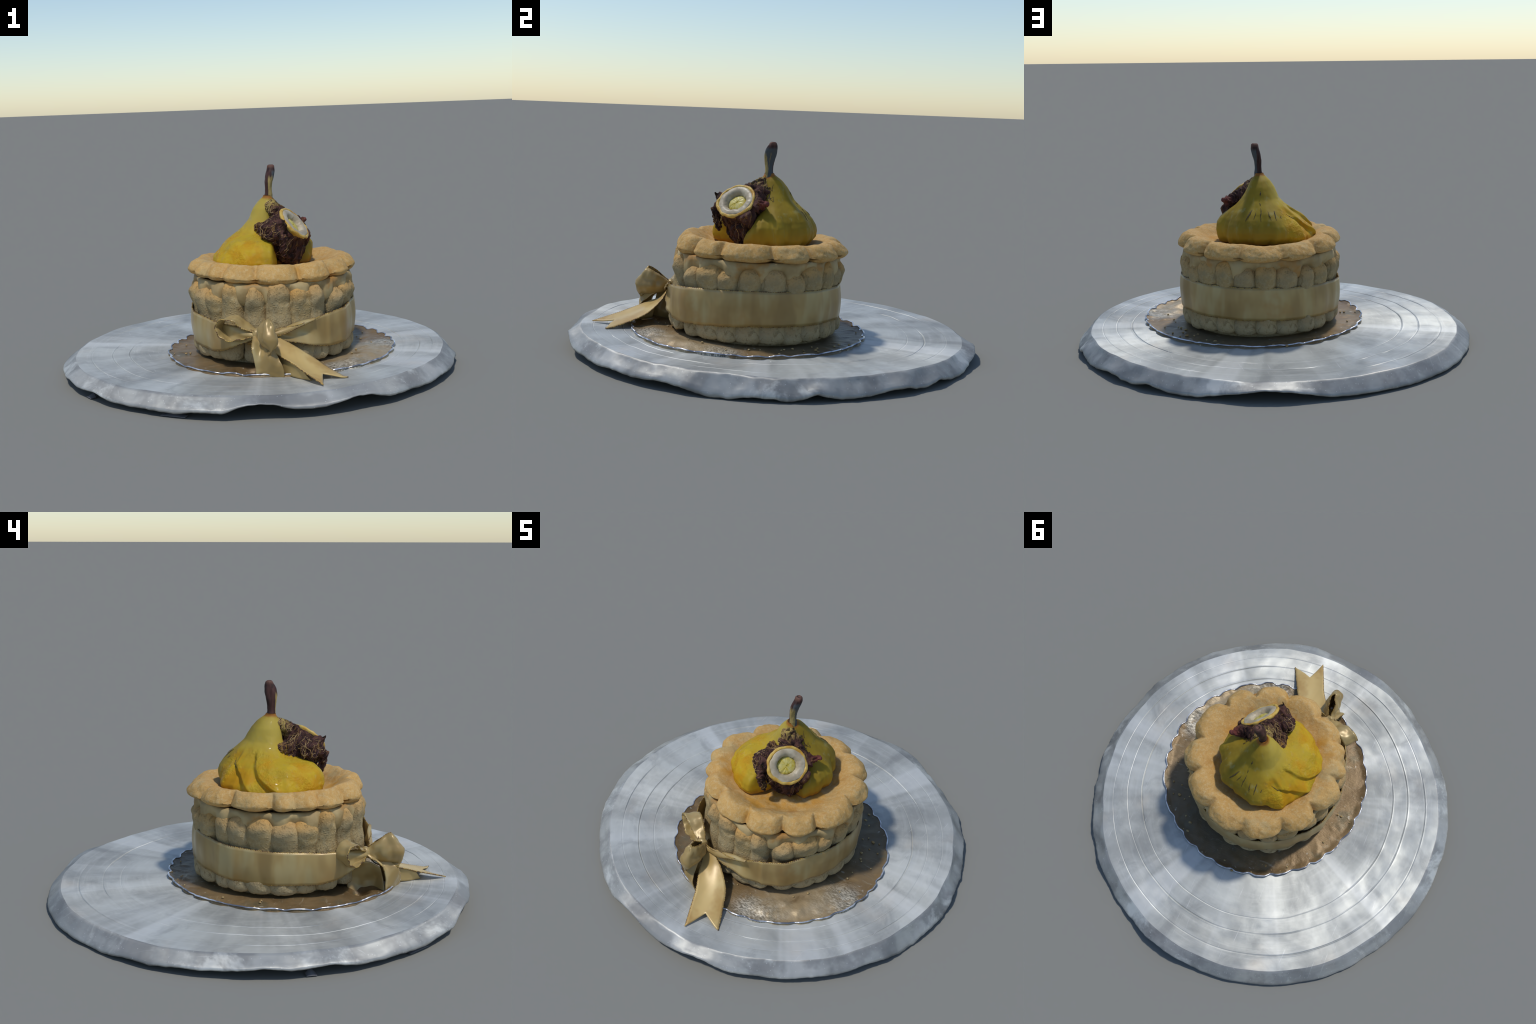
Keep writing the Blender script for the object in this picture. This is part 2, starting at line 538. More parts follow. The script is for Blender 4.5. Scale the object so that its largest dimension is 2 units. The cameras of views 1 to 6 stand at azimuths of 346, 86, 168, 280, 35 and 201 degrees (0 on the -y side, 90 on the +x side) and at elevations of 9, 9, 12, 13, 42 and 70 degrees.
def mat_husk():
    m = Mat("charred_husk", 0.65, 0.14)
    n = m.noise(14, 6, 0.65, m.mapping((1, 1, 0.6)), 1.2)
    st = m.noise(60, 4, 0.6, m.mapping((1, 1, 0.18), rot=(0.5, 0.4, 0.2)), 0.8)
    c = m.mix(m.range(n, 0.38, 0.62), (0.020, 0.010, 0.009), (0.095, 0.042, 0.033))
    c = m.mix(m.math("MULTIPLY", m.range(st, 0.55, 0.68), 0.6), c, (0.30, 0.17, 0.055))
    top = m.ball((0.05, -0.07, 0.80), 0.03, 0.085)
    c = m.mix(m.math("MULTIPLY", top, m.range(st, 0.4, 0.56)), c, (0.42, 0.31, 0.09))
    fl = m.ball((-0.035, -0.09, 0.69), 0.02, 0.075)
    c = m.mix(m.math("MULTIPLY", fl, m.range(st, 0.45, 0.6)), c, (0.40, 0.22, 0.05))
    red = m.ball((0.235, -0.07, 0.72), 0.01, 0.06)
    c = m.mix(m.math("MULTIPLY", red, 0.6), c, (0.22, 0.06, 0.05))
    m.bump(n, 0.6, 0.02)
    m.bump(st, 0.6, 0.01)
    return m.color(c)


def mat_fibre(name, a, b):
    m = Mat(name, 0.5, 0.35)
    return m.color(m.mix(m.range(m.noise(30), 0.4, 0.6), a, b))


def mat_marrow(name, a, b, scale, rough=0.5):
    m = Mat(name, rough, 0.3)
    n = m.noise(scale, 4)
    m.bump(n, 0.35, 0.008)
    m.set("Coat Weight", 0.15)
    m.set("Coat Roughness", 0.3)
    return m.color(m.mix(m.range(n, 0.35, 0.65), a, b))


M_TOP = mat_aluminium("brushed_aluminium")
M_RIM = mat_aluminium("aluminium_baked_reflections", True)
M_UNDER = mat_underside()
M_WIRE = mat_rim_wire()
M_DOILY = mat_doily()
M_LID = mat_lid()
M_FINGER = mat_finger()
M_CREAM = mat_cream()
M_SATIN = mat_satin("gold_satin", 0.98, 0.12)
M_SATIN_LIGHTENED = mat_satin("gold_satin_lightened_for_sun", 1.4, 0.05)  # same ribbon with a raised base colour, for sunlight on the long tail
M_THREAD = mat_thread()
M_PEAR = mat_pear()
M_SCORCH = mat_scorch()
M_STEM = mat_stem()
M_HUSK = mat_husk()
M_FIB_DARK = mat_fibre("dark_fibre", (0.035, 0.016, 0.02), (0.12, 0.05, 0.045))
M_FIB_TAN = mat_fibre("tan_fibre", (0.30, 0.18, 0.07), (0.44, 0.30, 0.13))
M_WHITE = mat_marrow("white_pith", (0.38, 0.31, 0.205), (0.53, 0.46, 0.33), 18)
M_ORANGE = mat_marrow("amber_edge", (0.52, 0.27, 0.03), (0.60, 0.42, 0.10), 26)
M_CORE = mat_marrow("yellow_core", (0.50, 0.38, 0.03), (0.60, 0.53, 0.20), 30)
M_WHITE_SPOT = mat_marrow("spot_white", (0.7, 0.72, 0.74), (0.8, 0.8, 0.82), 10)

# ------------------------------------------------------------------ platter
platter = thing("serving_platter", "dented round spun-aluminium platter with turned grooves", "plate")


def plate_z(x, y):
    r = np.hypot(x, y)
    z = 0.0805 + 0.003 * x - 0.0115 * y + 0.004 * sstep(0.72, 0.93, r)
    p = np.stack([x, y, 0 * x], -1)
    pit = 0.050 * np.exp(-(((x + 0.175) / 0.055) ** 2 + ((y + 0.495) / 0.042) ** 2) ** 1.5)   # the board is sunk beside the bow
    return z + 0.008 * fbm(p, 2.2, 2, 3) * sstep(0.35, 0.8, r) + 0.003 * fbm(p, 9, 2, 4) * sstep(0.5, 0.7, r) - pit


NT = 720
az = np.arange(NT) * 360 / NT
ct, st_ = np.cos(np.radians(az)), np.sin(np.radians(az))
unit = np.stack([ct, st_], -1)
GROOVES = (0.70, 0.781, 0.868)
radii = sorted(set(np.round(np.concatenate([np.linspace(0.02, 0.4, 8), np.linspace(0.42, 0.61, 30), np.linspace(0.62, 0.94, 60)] + [g + np.array([-0.006, -0.0035, -0.0015, 0, 0.0015, 0.0035, 0.006]) for g in GROOVES]), 4)))
radii = np.array([r for r in radii if r <= 0.938])
edge_noise = 0.012 * fbm(np.stack([ct, st_, 0 * ct], -1), 3.0, 3, 1)
P = np.zeros((NT, len(radii), 3))
for k, r in enumerate(radii):
    f = 1 - sstep(0.75, 0.94, np.array(r))
    cx, cy = 0.030 * f, -0.034 * f
    wob = 0.009 * fbm(np.stack([ct * 2, st_ * 2, np.full(NT, r * 0.8)], -1), 1.0, 2, 2) * sstep(0.3, 0.6, np.array(r))
    rr = r + wob + edge_noise * sstep(0.88, 0.94, np.array(r))
    P[:, k, 0], P[:, k, 1] = cx + rr * ct, cy + rr * st_
    P[:, k, 2] = plate_z(P[:, k, 0], P[:, k, 1])
    P[:, k, 2] -= 0.022 * (1 - sstep(0.49, 0.55, np.hypot(P[:, k, 0] - 0.083, P[:, k, 1] + 0.122)))
    for gi, g in enumerate(GROOVES):
        broken = 0.15 + 0.85 * sstep(-0.1, 0.25, fbm(np.stack([ct * 1.5, st_ * 1.5, np.full(NT, gi * 5.0)], -1), 1.3, 2, 9 + gi))
        P[:, k, 2] += broken * (-0.0045 * np.exp(-((r - g) / 0.0018) ** 2) + 0.0006 * np.exp(-((r - g - 0.0045) / 0.002) ** 2))
top_edge = P[:, -1].copy()
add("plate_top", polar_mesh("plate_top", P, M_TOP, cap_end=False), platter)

# lower hem: height of the torn edge above the ground, by azimuth
HEM = [(-178, .03), (-169, .046), (-162, .034), (-153, .046), (-147, .026), (-139, .024), (-131, .024), (-126, .018), (-122, .034), (-114, .03),
       (-110, .058), (-105, .071), (-101, .064), (-97, .04), (-90, .037), (-86, .047), (-81, .065), (-76, .06), (-70, .033), (-63, .034), (-54, .027),
       (-48, .036), (-40, .027), (-30, .035), (-24, .022), (-19, .003), (-13, .0), (-9, .015), (-3, .014), (1, .001), (4, .012), (7, .033), (13, .006),
       (21, .013), (26, .024), (32, .028), (38, .01), (44, .033), (50, .007), (60, .01), (66, .03), (76, .052), (82, .045), (88, .025), (93, .012),
       (103, .009), (118, .005), (133, .009), (150, .006), (158, .02), (164, .016), (170, .026)]
hem = ring_interp(az, [h[0] for h in HEM], [h[1] for h in HEM])
hem = smooth_ring(hem, 4) + 0.004 * fbm(np.stack([ct, st_, 0 * ct], -1), 22, 2, 7)
hem = np.maximum(hem, 0.0)
tz = top_edge[:, 2]
rough = 0.35 + 0.65 * np.exp(-(wrap(az - 15) / 45) ** 2)            # most battered on the right
prof = [(0.0, 0.0), (0.0035, 0.03), (0.010, 0.12), (0.027, 0.35), (0.043, 0.57), (0.055, 0.73), (0.060, 0.84), (0.060, 0.93), (0.056, 1.0), (0.048, 1.0), (0.038, 0.93)]
R0 = np.hypot(top_edge[:, 0], top_edge[:, 1])
Q = np.zeros((NT, len(prof), 3))
for k, (dr, t) in enumerate(prof):
    zz = tz * (1 - t) + hem * t
    rr = R0 + dr
    p3 = np.stack([ct * rr, st_ * rr, zz * 1.5], -1)
    lump = 0.013 * fbm(p3, 9, 3, 12) * rough * math.sin(min(1, k / 4) * math.pi / 2)
    facet = 0.009 * (np.abs(fbm(p3, 20, 3, 13)) - 0.25) * rough * (k > 1)
    if k >= len(prof) - 2:
        lump, facet = lump * 0.4, facet * 0
    rr = rr + lump + facet
    Q[:, k, 0], Q[:, k, 1], Q[:, k, 2] = rr * ct, rr * st_, zz + (0.35 * lump if 1 < k < 8 else 0)
Q[:, :, 0] *= 2.0 / np.ptp(Q[..., 0])
Q[:, :, 1] *= 1.998 / np.ptp(Q[..., 1])
Q[:, :, 0] -= (Q[..., 0].max() + Q[..., 0].min()) / 2
Q[:, :, 1] -= (Q[..., 1].max() + Q[..., 1].min()) / 2
Q[:, 0] = top_edge
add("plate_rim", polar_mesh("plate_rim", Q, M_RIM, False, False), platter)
inner = Q[:, -1]
U = np.zeros((NT, 4, 3))
for k, (s, dz) in enumerate([(1.0, 0), (0.965, 0.016), (0.90, 0.03), (0.4, 0.03)]):
    U[:, k, :2] = inner[:, :2] * s
    U[:, k, 2] = np.clip(np.minimum(inner[:, 2] + dz, plate_z(U[:, k, 0], U[:, k, 1]) - (0.022, 0.022, 0.045, 0.064)[k]), 0.004, 1) if k else inner[:, 2]
add("plate_underside", polar_mesh("plate_underside", U, M_UNDER, False, True), platter)

# loose torn slivers of metal lying under the rim
def sliver(pts, name):
    P_ = np.array(pts, float).reshape(3, 3, 3)
    Pd = np.stack([spline(P_[i], 9) for i in range(3)])
    Pd = np.stack([spline(Pd[:, j], 9) for j in range(9)], 1)
    add(name, sheet(name, Pd, 0.003, M_UNDER), platter)


def sliver_at(a0, a1, r0, h, name):
    rows = []
    for t, rr in ((0, r0), (0.5, r0 - 0.012), (1, r0 - 0.03)):
        row = []
        for s in (0, 0.5, 1):
            a = math.radians(a0 + (a1 - a0) * s)
            rise = h * (1 - abs(2 * s - 1)) * t + 0.002
            row.append((rr * math.cos(a), rr * math.sin(a), rise))
        rows.append(row)
    sliver(rows, name)


sliver_at(-159.5, -157, 0.984, 0.020, "metal_sliver")
sliver_at(-131, -124, 0.978, 0.012, "metal_sliver")

# ------------------------------------------------------------------ doily
DC = np.array([0.083, -0.122])
CC = np.array([0.060, -0.080])                                    # cake axis
doily = thing("gilt_doily", "round gilt cake board with a wavy silver wire rim", "cake board")


def ND(d, r):
    a = np.radians(d)
    return np.stack([DC[0] + r * np.cos(a), DC[1] + r * np.sin(a)], -1)


ND_ = 900
dz_ = np.arange(ND_) * 360 / ND_
c2, s2 = np.cos(np.radians(dz_)), np.sin(np.radians(dz_))
ph = dz_ * 30 / 360 * TAU + 1.6 * fbm(np.stack([c2, s2, 0 * c2], -1), 1.6, 2, 21) * 3
wave = np.sin(ph) + 0.35 * np.cos(2 * ph)
amp = 0.0055 + 0.004 * fbm(np.stack([c2, s2, 0 * c2], -1), 2.5, 2, 22)
Rd = 0.566 + amp * wave + 0.010 * fbm(np.stack([c2, s2, 0 * c2], -1), 1.7, 2, 23)
fr = np.concatenate([np.linspace(0.3, 0.9, 24), np.linspace(0.92, 1.0, 8)])
D = np.zeros((ND_, len(fr), 3))
for k, t in enumerate(fr):
    q = np.stack([DC[0] + Rd * t * c2, DC[1] + Rd * t * s2], -1)
    rc = np.hypot(q[:, 0] - CC[0], q[:, 1] - CC[1])
    z = plate_z(q[:, 0], q[:, 1]) + 0.006 - 0.003 * (1 - sstep(0.41, 0.50, rc))
    p3 = np.stack([q[:, 0], q[:, 1], 0 * q[:, 0]], -1)
    crump = 0.014 * fbm(p3, 5.5, 3, 24) + 0.009 * fbm(p3, 16, 2, 25)
    z = z + crump * sstep(0.4, 0.47, rc) * (1 - 0.6 * sstep(0.92, 1.0, np.array(t)))
    z = z + 0.014 * np.exp(-(wrap(dz_ + 55) / 30) ** 2) * sstep(0.45, 0.50, rc) * (1 - sstep(0.85, 0.98, np.array(t)))   # buckled hump, front right
    z = z + 0.008 * sstep(0.94, 1.0, np.array(t)) * (0.7 + 0.4 * wave)
    D[:, k, :2], D[:, k, 2] = q, np.maximum(z, plate_z(q[:, 0], q[:, 1]) + 0.004 - 0.003 * (1 - sstep(0.41, 0.50, rc)))
# thin solid: top surface plus a turned-down edge
lip = D[:, -1].copy()
lip[:, :2] = DC + (lip[:, :2] - DC) * 1.004
lip[:, 2] = plate_z(lip[:, 0], lip[:, 1]) - 0.003
D2 = np.concatenate([D, lip[:, None]], 1)
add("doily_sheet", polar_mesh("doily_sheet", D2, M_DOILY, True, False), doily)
rimp = D[:, -1] + np.array([0, 0, 0.002])
V = np.zeros((ND_, 9, 3))
for k in range(9):
    a = k * TAU / 8
    w = 0.0038 + 0.0012 * fbm(np.stack([c2, s2, 0 * c2], -1), 5, 2, 28)
    V[:, k, 0] = rimp[:, 0] + w * math.cos(a) * c2
    V[:, k, 1] = rimp[:, 1] + w * math.cos(a) * s2
    V[:, k, 2] = rimp[:, 2] + w * 0.9 * math.sin(a)
add("doily_rim", polar_mesh("doily_rim", V, M_WIRE, False, False, flip=True), doily)
crumbs = Batch()
for i in range(46):
    a, r = rng.uniform(0, 360), rng.uniform(0.43, 0.53)
    x, y = CC[0] + r * math.cos(math.radians(a)), CC[1] + r * math.sin(math.radians(a))
    s = rng.uniform(0.003, 0.0075)
    z = float(plate_z(np.array([x]), np.array([y]))[0]) + 0.008
    crumbs.add(pebble((x, y, z), (s * rng.uniform(0.8, 1.6), s, s * 0.7), i))
add("crumb", crumbs.mesh("crumb", M_CREAM), doily, "stuff")

# ------------------------------------------------------------------ cake
cake = thing("charlotte_cake", "round sponge-finger charlotte under a scalloped biscuit lid", "cake")


def at_cake(d, r, z):
    a = np.radians(d)
    return np.stack(np.broadcast_arrays(CC[0] + r * np.cos(a), CC[1] + r * np.sin(a), z), -1)


nu = 240
a_ = np.arange(nu) * 360 / nu
prof = [(0.30, 0.058), (0.335, 0.058), (0.352, 0.10), (0.365, 0.2), (0.376, 0.3), (0.366, 0.38), (0.36, 0.43), (0.33, 0.455), (0.2, 0.455)]
P = np.stack([at_cake(a_, r + 0.006 * fbm(at_cake(a_, 0.4, z), 9, 2, 30), z) for r, z in prof], 1)
add("sponge_core", polar_mesh("sponge_core", P, M_FINGER), cake)

# upright sponge fingers: one lobe wide, pinched under the ribbon
FING = [(.094, .362), (.096, .388), (.102, .402), (.125, .410), (.155, .408), (.19, .403), (.28, .400), (.315, .400), (.345, .410), (.375, .417), (.40, .419), (.425, .411), (.441, .397), (.452, .376), (.456, .350)]


def finger_mesh(seed, rough=1.0, belly=0.0):
    zf, rf = spline(FING, 44).T
    rf = rf + belly * (1 - sstep(0.25, 0.37, zf))
    across = np.linspace(-1, 1, 19)
    half = 9.6                                                    # degrees either side
    V = np.zeros((len(across), len(zf), 3))
    hump = np.sqrt(np.clip(1 - np.abs(across) ** 2.2, 0, 1))
    for i, s in enumerate(across):
        # rounded ends: the tip and foot are lower towards the sides
        zt = zf.copy()
        tip = sstep(0.36, 0.459, zf)
        foot = 1 - sstep(0.098, 0.16, zf)
        zt = zt - 0.048 * tip * (1 - hump[i]) + 0.024 * foot * (1 - hump[i])
        bulge = 0.041 + 0.021 * sstep(0.33, 0.40, zf) - 0.008 * (1 - sstep(0.1, 0.16, zf))
        r = rf - bulge * (1 - hump[i])
        d = s * half
        p = np.stack([r * np.cos(math.radians(d)), r * np.sin(math.radians(d)), zt], -1)
        free = sstep(0.34, 0.37, zf) + (1 - sstep(0.13, 0.17, zf))
        lump = rough * (0.014 * fbm(p, 11, 2, seed) + 0.005 * fbm(p, 34, 3, seed + 5)) * (0.25 + 0.75 * free) * (1 - 0.55 * foot)
        serr = 0.006 * fbm(p, 60, 2, seed + 9) * foot
        V[i] = p + np.stack([lump * np.cos(math.radians(d)), lump * np.sin(math.radians(d)), 0.6 * lump * free + serr], -1)
    verts = V.reshape(-1, 3)
    f = grid_faces(len(across), len(zf))
    return make_mesh("sponge_finger", verts, f, M_FINGER)


fm = [finger_mesh(40 + 3 * k) for k in range(5)] + [finger_mesh(60 + 3 * k, 1.6, 0.022) for k in range(3)]
NF = 23
for i in range(NF):
    d = 6 + i * 360 / NF + rng.uniform(-2.2, 2.2)
    o = add("sponge_finger", fm[5 + i % 3] if abs(wrap(d + 103)) < 46 else fm[(i * 2 + (i % 3)) % 5], cake)
    front = math.exp(-(wrap(d + 108) / 38) ** 2)
    o.location = (CC[0], CC[1], 0.004 + 0.004 * front)
    o.scale[2] = 1
    o.rotation_euler = (0, 0, math.radians(d))
    w = rng.uniform(0.968, 1.0) + 0.016 * front + 0.014 * math.exp(-(wrap(d - 195) / 35) ** 2)
    o.scale = (w, w * rng.uniform(0.86, 1.2), rng.uniform(0.935, 1.04) + 0.02 * front + 0.02 * math.exp(-(wrap(d - 190) / 60) ** 2) - 0.005 * math.cos(math.radians(d)))

# set cream bulging out between fingers and lid
nu = 480
a_ = np.arange(nu) * 360 / nu
bl = 0.5 + 0.5 * np.cos(np.radians(a_ * 17 + 40 * fbm(at_cake(a_, 1, 0), 1.2, 2, 50)))
bl = sstep(0.1, 0.9, bl)
prof = [(.33, .405, 0), (.366, .408, .026), (.380, .425, .028), (.387, .445, .022), (.390, .462, .014), (.390, .482, .004), (.372, .488, 0), (.335, .462, 0)]
P = []
for r, z, g in prof:
    base = at_cake(a_, r, z)
    rr = r + g * (bl - 0.45) * 1.0 + 0.013 * fbm(base, 13, 3, 51)
    P.append(at_cake(a_, rr, z - 0.012 - 0.026 * bl * (z < 0.44) + 0.004 * fbm(base, 8, 2, 52)))
add("cream_layer", polar_mesh("cream_layer", np.stack(P, 1), M_CREAM), cake)

# scalloped biscuit lid: lobes between valleys, as seen from above
VALLEY = [-30.9, -57, -86, -118.2, -143.5, -160.9, -174.9, 154, 125.5, 95.3, 65, 34.5, 6.8]
DEEP = [.350, .346, .360, .350, .380, .390, .362, .352, .374, .390, .374, .356, .354]
LOBE = [.424, .414, .412, .412, .412, .422, .426, .424, .434, .434, .43, .426, .418]
NL = 720
al = np.arange(NL) * 360 / NL
order = np.argsort(VALLEY)
vv, dd = np.array(VALLEY)[order], np.array(DEEP)[order]
# lobe i sits between sorted valley i and i+1
lob = np.zeros(NL)
fac = np.zeros(NL)
lob_peak = {-30.9: .412, -57: .414, -86: .414, -118.2: .414, -143.5: .412, -160.9: .422, -174.9: .424, 154: .426, 125.5: .434, 95.3: .434, 65: .43, 34.5: .428, 6.8: .42}
for i in range(13):
    a0, a1 = vv[i], vv[(i + 1) % 13] + (360 if i == 12 else 0)
    m_ = (wrap(al - a0) % 360) < (a1 - a0)
    t = (wrap(al[m_] - a0) % 360) / (a1 - a0)
    h = np.sqrt(np.clip(1 - np.abs(2 * t - 1) ** 2.1, 0, 1))
    base = dd[i] * (1 - t) + dd[(i + 1) % 13] * t
    lob[m_] = base + (lob_peak[VALLEY[order[(i + 1) % 13]]] - base) * h
    fac[m_] = h
fac = smooth_ring(fac, 22)
lob = smooth_ring(lob, 6) - 0.001
ra = np.radians(al)
ztop = 0.5505 - 0.0095 * np.sin(ra) - 0.004 * np.cos(ra) + 0.003 * np.cos(2 * ra)
# cross-section: (share of outer radius, height below the crest)
sec = [(0.05, -.043), (.30, -.043), (.46, -.043), (.55, -.041), (.625, -.033), (.69, -.020), (.76, -.007), (.83, 0.0), (.875, -.003), (.915, -.009), (.950, -.018), (.980, -.031), (1.0, -.046), (.993, -.057), (.97, -.066), (.935, -.072), (.895, -.075), (.85, -.076), (.70, -.090), (.3, -.090)]
sec = spline(sec, 70)
L = np.zeros((NL, len(sec), 3))
for k, (s, dz) in enumerate(sec):
    w = sstep(0.70, 0.97, np.array(s))
    R = lob * w + 0.415 * (1 - w)
    r = s * R
    z = ztop + dz * (1 + 0.22 * np.exp(-(wrap(al + 95) / 60) ** 2))
    if k < 30:                                                     # hollow in front of the fruit
        hx, hy = CC[0] + r * np.cos(ra) - 0.11, CC[1] + r * np.sin(ra) + 0.235
        z = z - 0.016 * np.exp(-(hx / 0.085) ** 2 - (hy / 0.065) ** 2)
    upper = 1.0 if dz > -0.05 else 0.4
    z = z + 0.006 * fac * math.exp(-((s - 0.90) / 0.06) ** 2) * (dz > -0.05)
    z = z - 0.017 * (1 - fac) * sstep(0.78, 0.97, np.array(s)) * upper + (0.010 * (1 - fac) * sstep(.8, .95, np.array(s)) if k > 46 else 0)
    p = at_cake(al, r, z)
    lump = 0.012 * fbm(p, 7, 2, 60) + 0.005 * fbm(p, 22, 3, 61)
    L[:, k] = p + np.stack([lump * np.cos(ra) * w, lump * np.sin(ra) * w, lump * 0.9 * (1 if k < 46 else -0.4)], -1)
add("biscuit_lid", polar_mesh("biscuit_lid", L, M_LID, flip=False), cake)

# ------------------------------------------------------------------ ribbon
ribbon = thing("satin_ribbon", "gold satin ribbon with stitched edges tied in a bow", "ribbon")
BAND = [(-117, .246, .274, .474), (-110, .238, .276, .464), (-100, .222, .282, .448), (-90, .202, .292, .436), (-80, .182, .306, .429), (-69, .168, .322, .426), (-45, .168, .336, .424), (-20, .18, .344, .424),
        (0, .187, .347, .424), (40, .185, .343, .423), (79, .179, .338, .421), (120, .169, .329, .42), (150, .159, .318, .42), (179, .153, .310, .42), (207, .152, .301, .423),
        (216, .158, .298, .428), (226, .178, .295, .440), (236, .215, .29, .460), (244, .243, .278, .478)]
B = spline(BAND, 300)
nv = 13
P = np.zeros((300, nv, 3))
for j in range(nv):
    v = j / (nv - 1)
    d = B[:, 0]
    z = B[:, 1] * (1 - v) + B[:, 2] * v
    zw = B[:, 2] - B[:, 1]
    full = sstep(0.06, 0.15, zw)
    r = B[:, 3] + 0.004 * math.sin(math.pi * v) - 0.010 * (1 - v) * full * sstep(90, 200, d) - 0.006 * (1 - v) * full
    pinch = (1 - full)
    r = r - 0.013 * (1 - sstep(130, 165, d)) * sstep(-60, -35, d) + 0.004 * sstep(165, 185, d) + (0.024 + 0.014 * (1 - v)) * np.exp(-((d - 224) / 18) ** 2) + 0.014 * np.exp(-((d + 58) / 16) ** 2) + 0.016 * np.exp(-((d + 85) / 20) ** 2)
    r = r - 0.008 * v ** 3 * full
    r = r + 0.0022 * np.sin(d * 0.21) + 0.0016 * np.sin(d * 0.47 + 2)               # slack flutes in the satin
    r = r - 0.030 * np.sin(math.pi * v) * np.exp(-((d + 88) / 12) ** 2)            # hollow where it is gathered
    r = r + 0.004 * np.sin(9 * v + d * 0.3) * pinch
    p = at_cake(d, r, z)
    r = r + 0.005 * fbm(p, 5, 2, 70) + 0.004 * np.exp(-((d + 69) / 1.2) ** 2)      # pasted seam at the front right
    P[:, j] = at_cake(d, r, z)
add("ribbon_band", sheet("ribbon_band", P, 0.005, M_SATIN), ribbon)
edges = Batch()


def stitched(path, w=0.0026):
    path = np.asarray(path)
    seg = np.linalg.norm(np.diff(path, axis=0), axis=1).sum()
    n = max(8, int(seg / 0.0026))
    t = np.concatenate([[0], np.cumsum(np.linalg.norm(np.diff(path, axis=0), axis=1))])
    s = np.linspace(0, t[-1], n)
    q = np.stack([np.interp(s, t, path[:, k]) for k in range(3)], -1)
    edges.add(tube_data(q, w, 6, lambda i, a: 1 + 0.32 * np.sin(i * 1.5 + 0 * a)))


stitched(P[:, 0])
stitched(P[:, -1])
# folded-over flap of the band beside the knot
fl0 = spline([(.142, -.514, .313), (.06, -.512, .300), (-.01, -.522, .283), (-.075, -.525, .268), (-.135, -.52, .268)], 50)
fl1 = spline([(.135, -.520, .303), (.045, -.53, .276), (-.01, -.538, .258), (-.06, -.534, .248), (-.135, -.525, .246)], 50)
F = np.stack([fl0 * (1 - t) + fl1 * t + np.array([0.0, -0.008, 0.0]) * math.sin(math.pi * t) for t in np.linspace(0, 1, 7)], 1)
add("ribbon_fold", sheet("ribbon_fold", F, 0.005, M_SATIN), ribbon)
stitched(fl1 + np.array([0, -0.002, 0]))


def sweep(name, path, wdir, half, n=70, nv=11, cup=0.0, noise=0.006, seed=80, edge=True):
    c = spline(path, n)
    w = spline(wdir, n)
    w /= np.linalg.norm(w, axis=1)[:, None]
    h = spline(np.array(half)[:, None] * np.ones((1, 3)), n)[:, :1]
    T = np.gradient(c, axis=0)
    T /= np.linalg.norm(T, axis=1)[:, None] + 1e-9
    nn = np.cross(T, w)
    G = np.stack([c + w * h * s + nn * h * cup * (s * s - 0.4) for s in np.linspace(-1, 1, nv)], 1)
    G = G + nn[:, None] * (noise * fbm(G, 16, 2, seed))[..., None]
    add(name, sheet(name, G, 0.005, M_SATIN), ribbon)
    if edge:
        stitched(G[:, 0])
        stitched(G[:, -1])
    return G


K = np.array([-0.135, -0.512, 0.258])
# loop at the left, open towards the front left
sweep("bow_loop", [K + (-.005, 0, -.008), (-.185, -.497, .240), (-.235, -.468, .228), (-.283, -.432, .250), (-.298, -.42, .292), (-.272, -.435, .328), (-.225, -.462, .326), (-.178, -.49, .292), K + (-.005, 0, .012)],
      [(-.65, -.7, .2)] * 3 + [(-.7, -.7, .0)] * 3 + [(-.65, -.7, -.2)] * 3, [.014, .028, .037, .040, .040, .040, .037, .028, .014], seed=81, noise=0.018)
# loop standing out towards the front, fanned upright
sweep("bow_loop", [K + (0, 0, 0), (-.152, -.56, .272), (-.150, -.615, .283), (-.136, -.660, .282), (-.108, -.668, .275), (-.092, -.625, .272), (-.098, -.57, .266), K + (.02, 0, .0)],
      [(.0, -.1, 1), (.05, -.05, 1), (.05, .1, 1), (.05, .25, 1), (.1, .25, 1), (.1, .2, 1), (0, .1, 1), (0, -.1, 1)], [.016, .040, .064, .078, .078, .066, .045, .016], seed=84, noise=0.024, cup=-0.38)
# long notched tail at the front
right = spline([(-.085, -.515, .258), (-.03, -.537, .232), (.018, -.558, .203), (.089, -.617, .156), (.133, -.695, .124), (.191, -.808, .093)], 60)
left = spline([(-.112, -.53, .232), (-.102, -.565, .197), (-.077, -.62, .181), (-.029, -.704, .154), (-.007, -.756, .137), (.048, -.886, .101)], 60)
nv = 15
T = np.stack([left * (1 - t) + right * t for t in np.linspace(0, 1, nv)], 1)
crown = np.array([0.2, -0.45, 0.85])
for j in range(nv):
    t = j / (nv - 1)
    T[:, j] += crown * (-0.003 * math.sin(math.pi * t) * np.sin(np.linspace(0, 1, 60) * math.pi) + 0.003 * np.sin(7 * t + 3))[:, None]
cut = 0.115 * (1 - np.abs(np.linspace(-1, 1, nv)))                 # swallow-tail notch
for j in range(nv):
    s = np.linspace(0, 1 - cut[j], 60) * 59
    T[:, j] = np.stack([np.interp(s, np.arange(60), T[:, j, k]) for k in range(3)], -1)
T[..., 2] = np.maximum(T[..., 2], plate_z(T[..., 0], T[..., 1]) + 0.005)
add("ribbon_tail", sheet("ribbon_tail", T, 0.005, M_SATIN_LIGHTENED), ribbon)
stitched(T[:, 0])
stitched(T[:, -1])
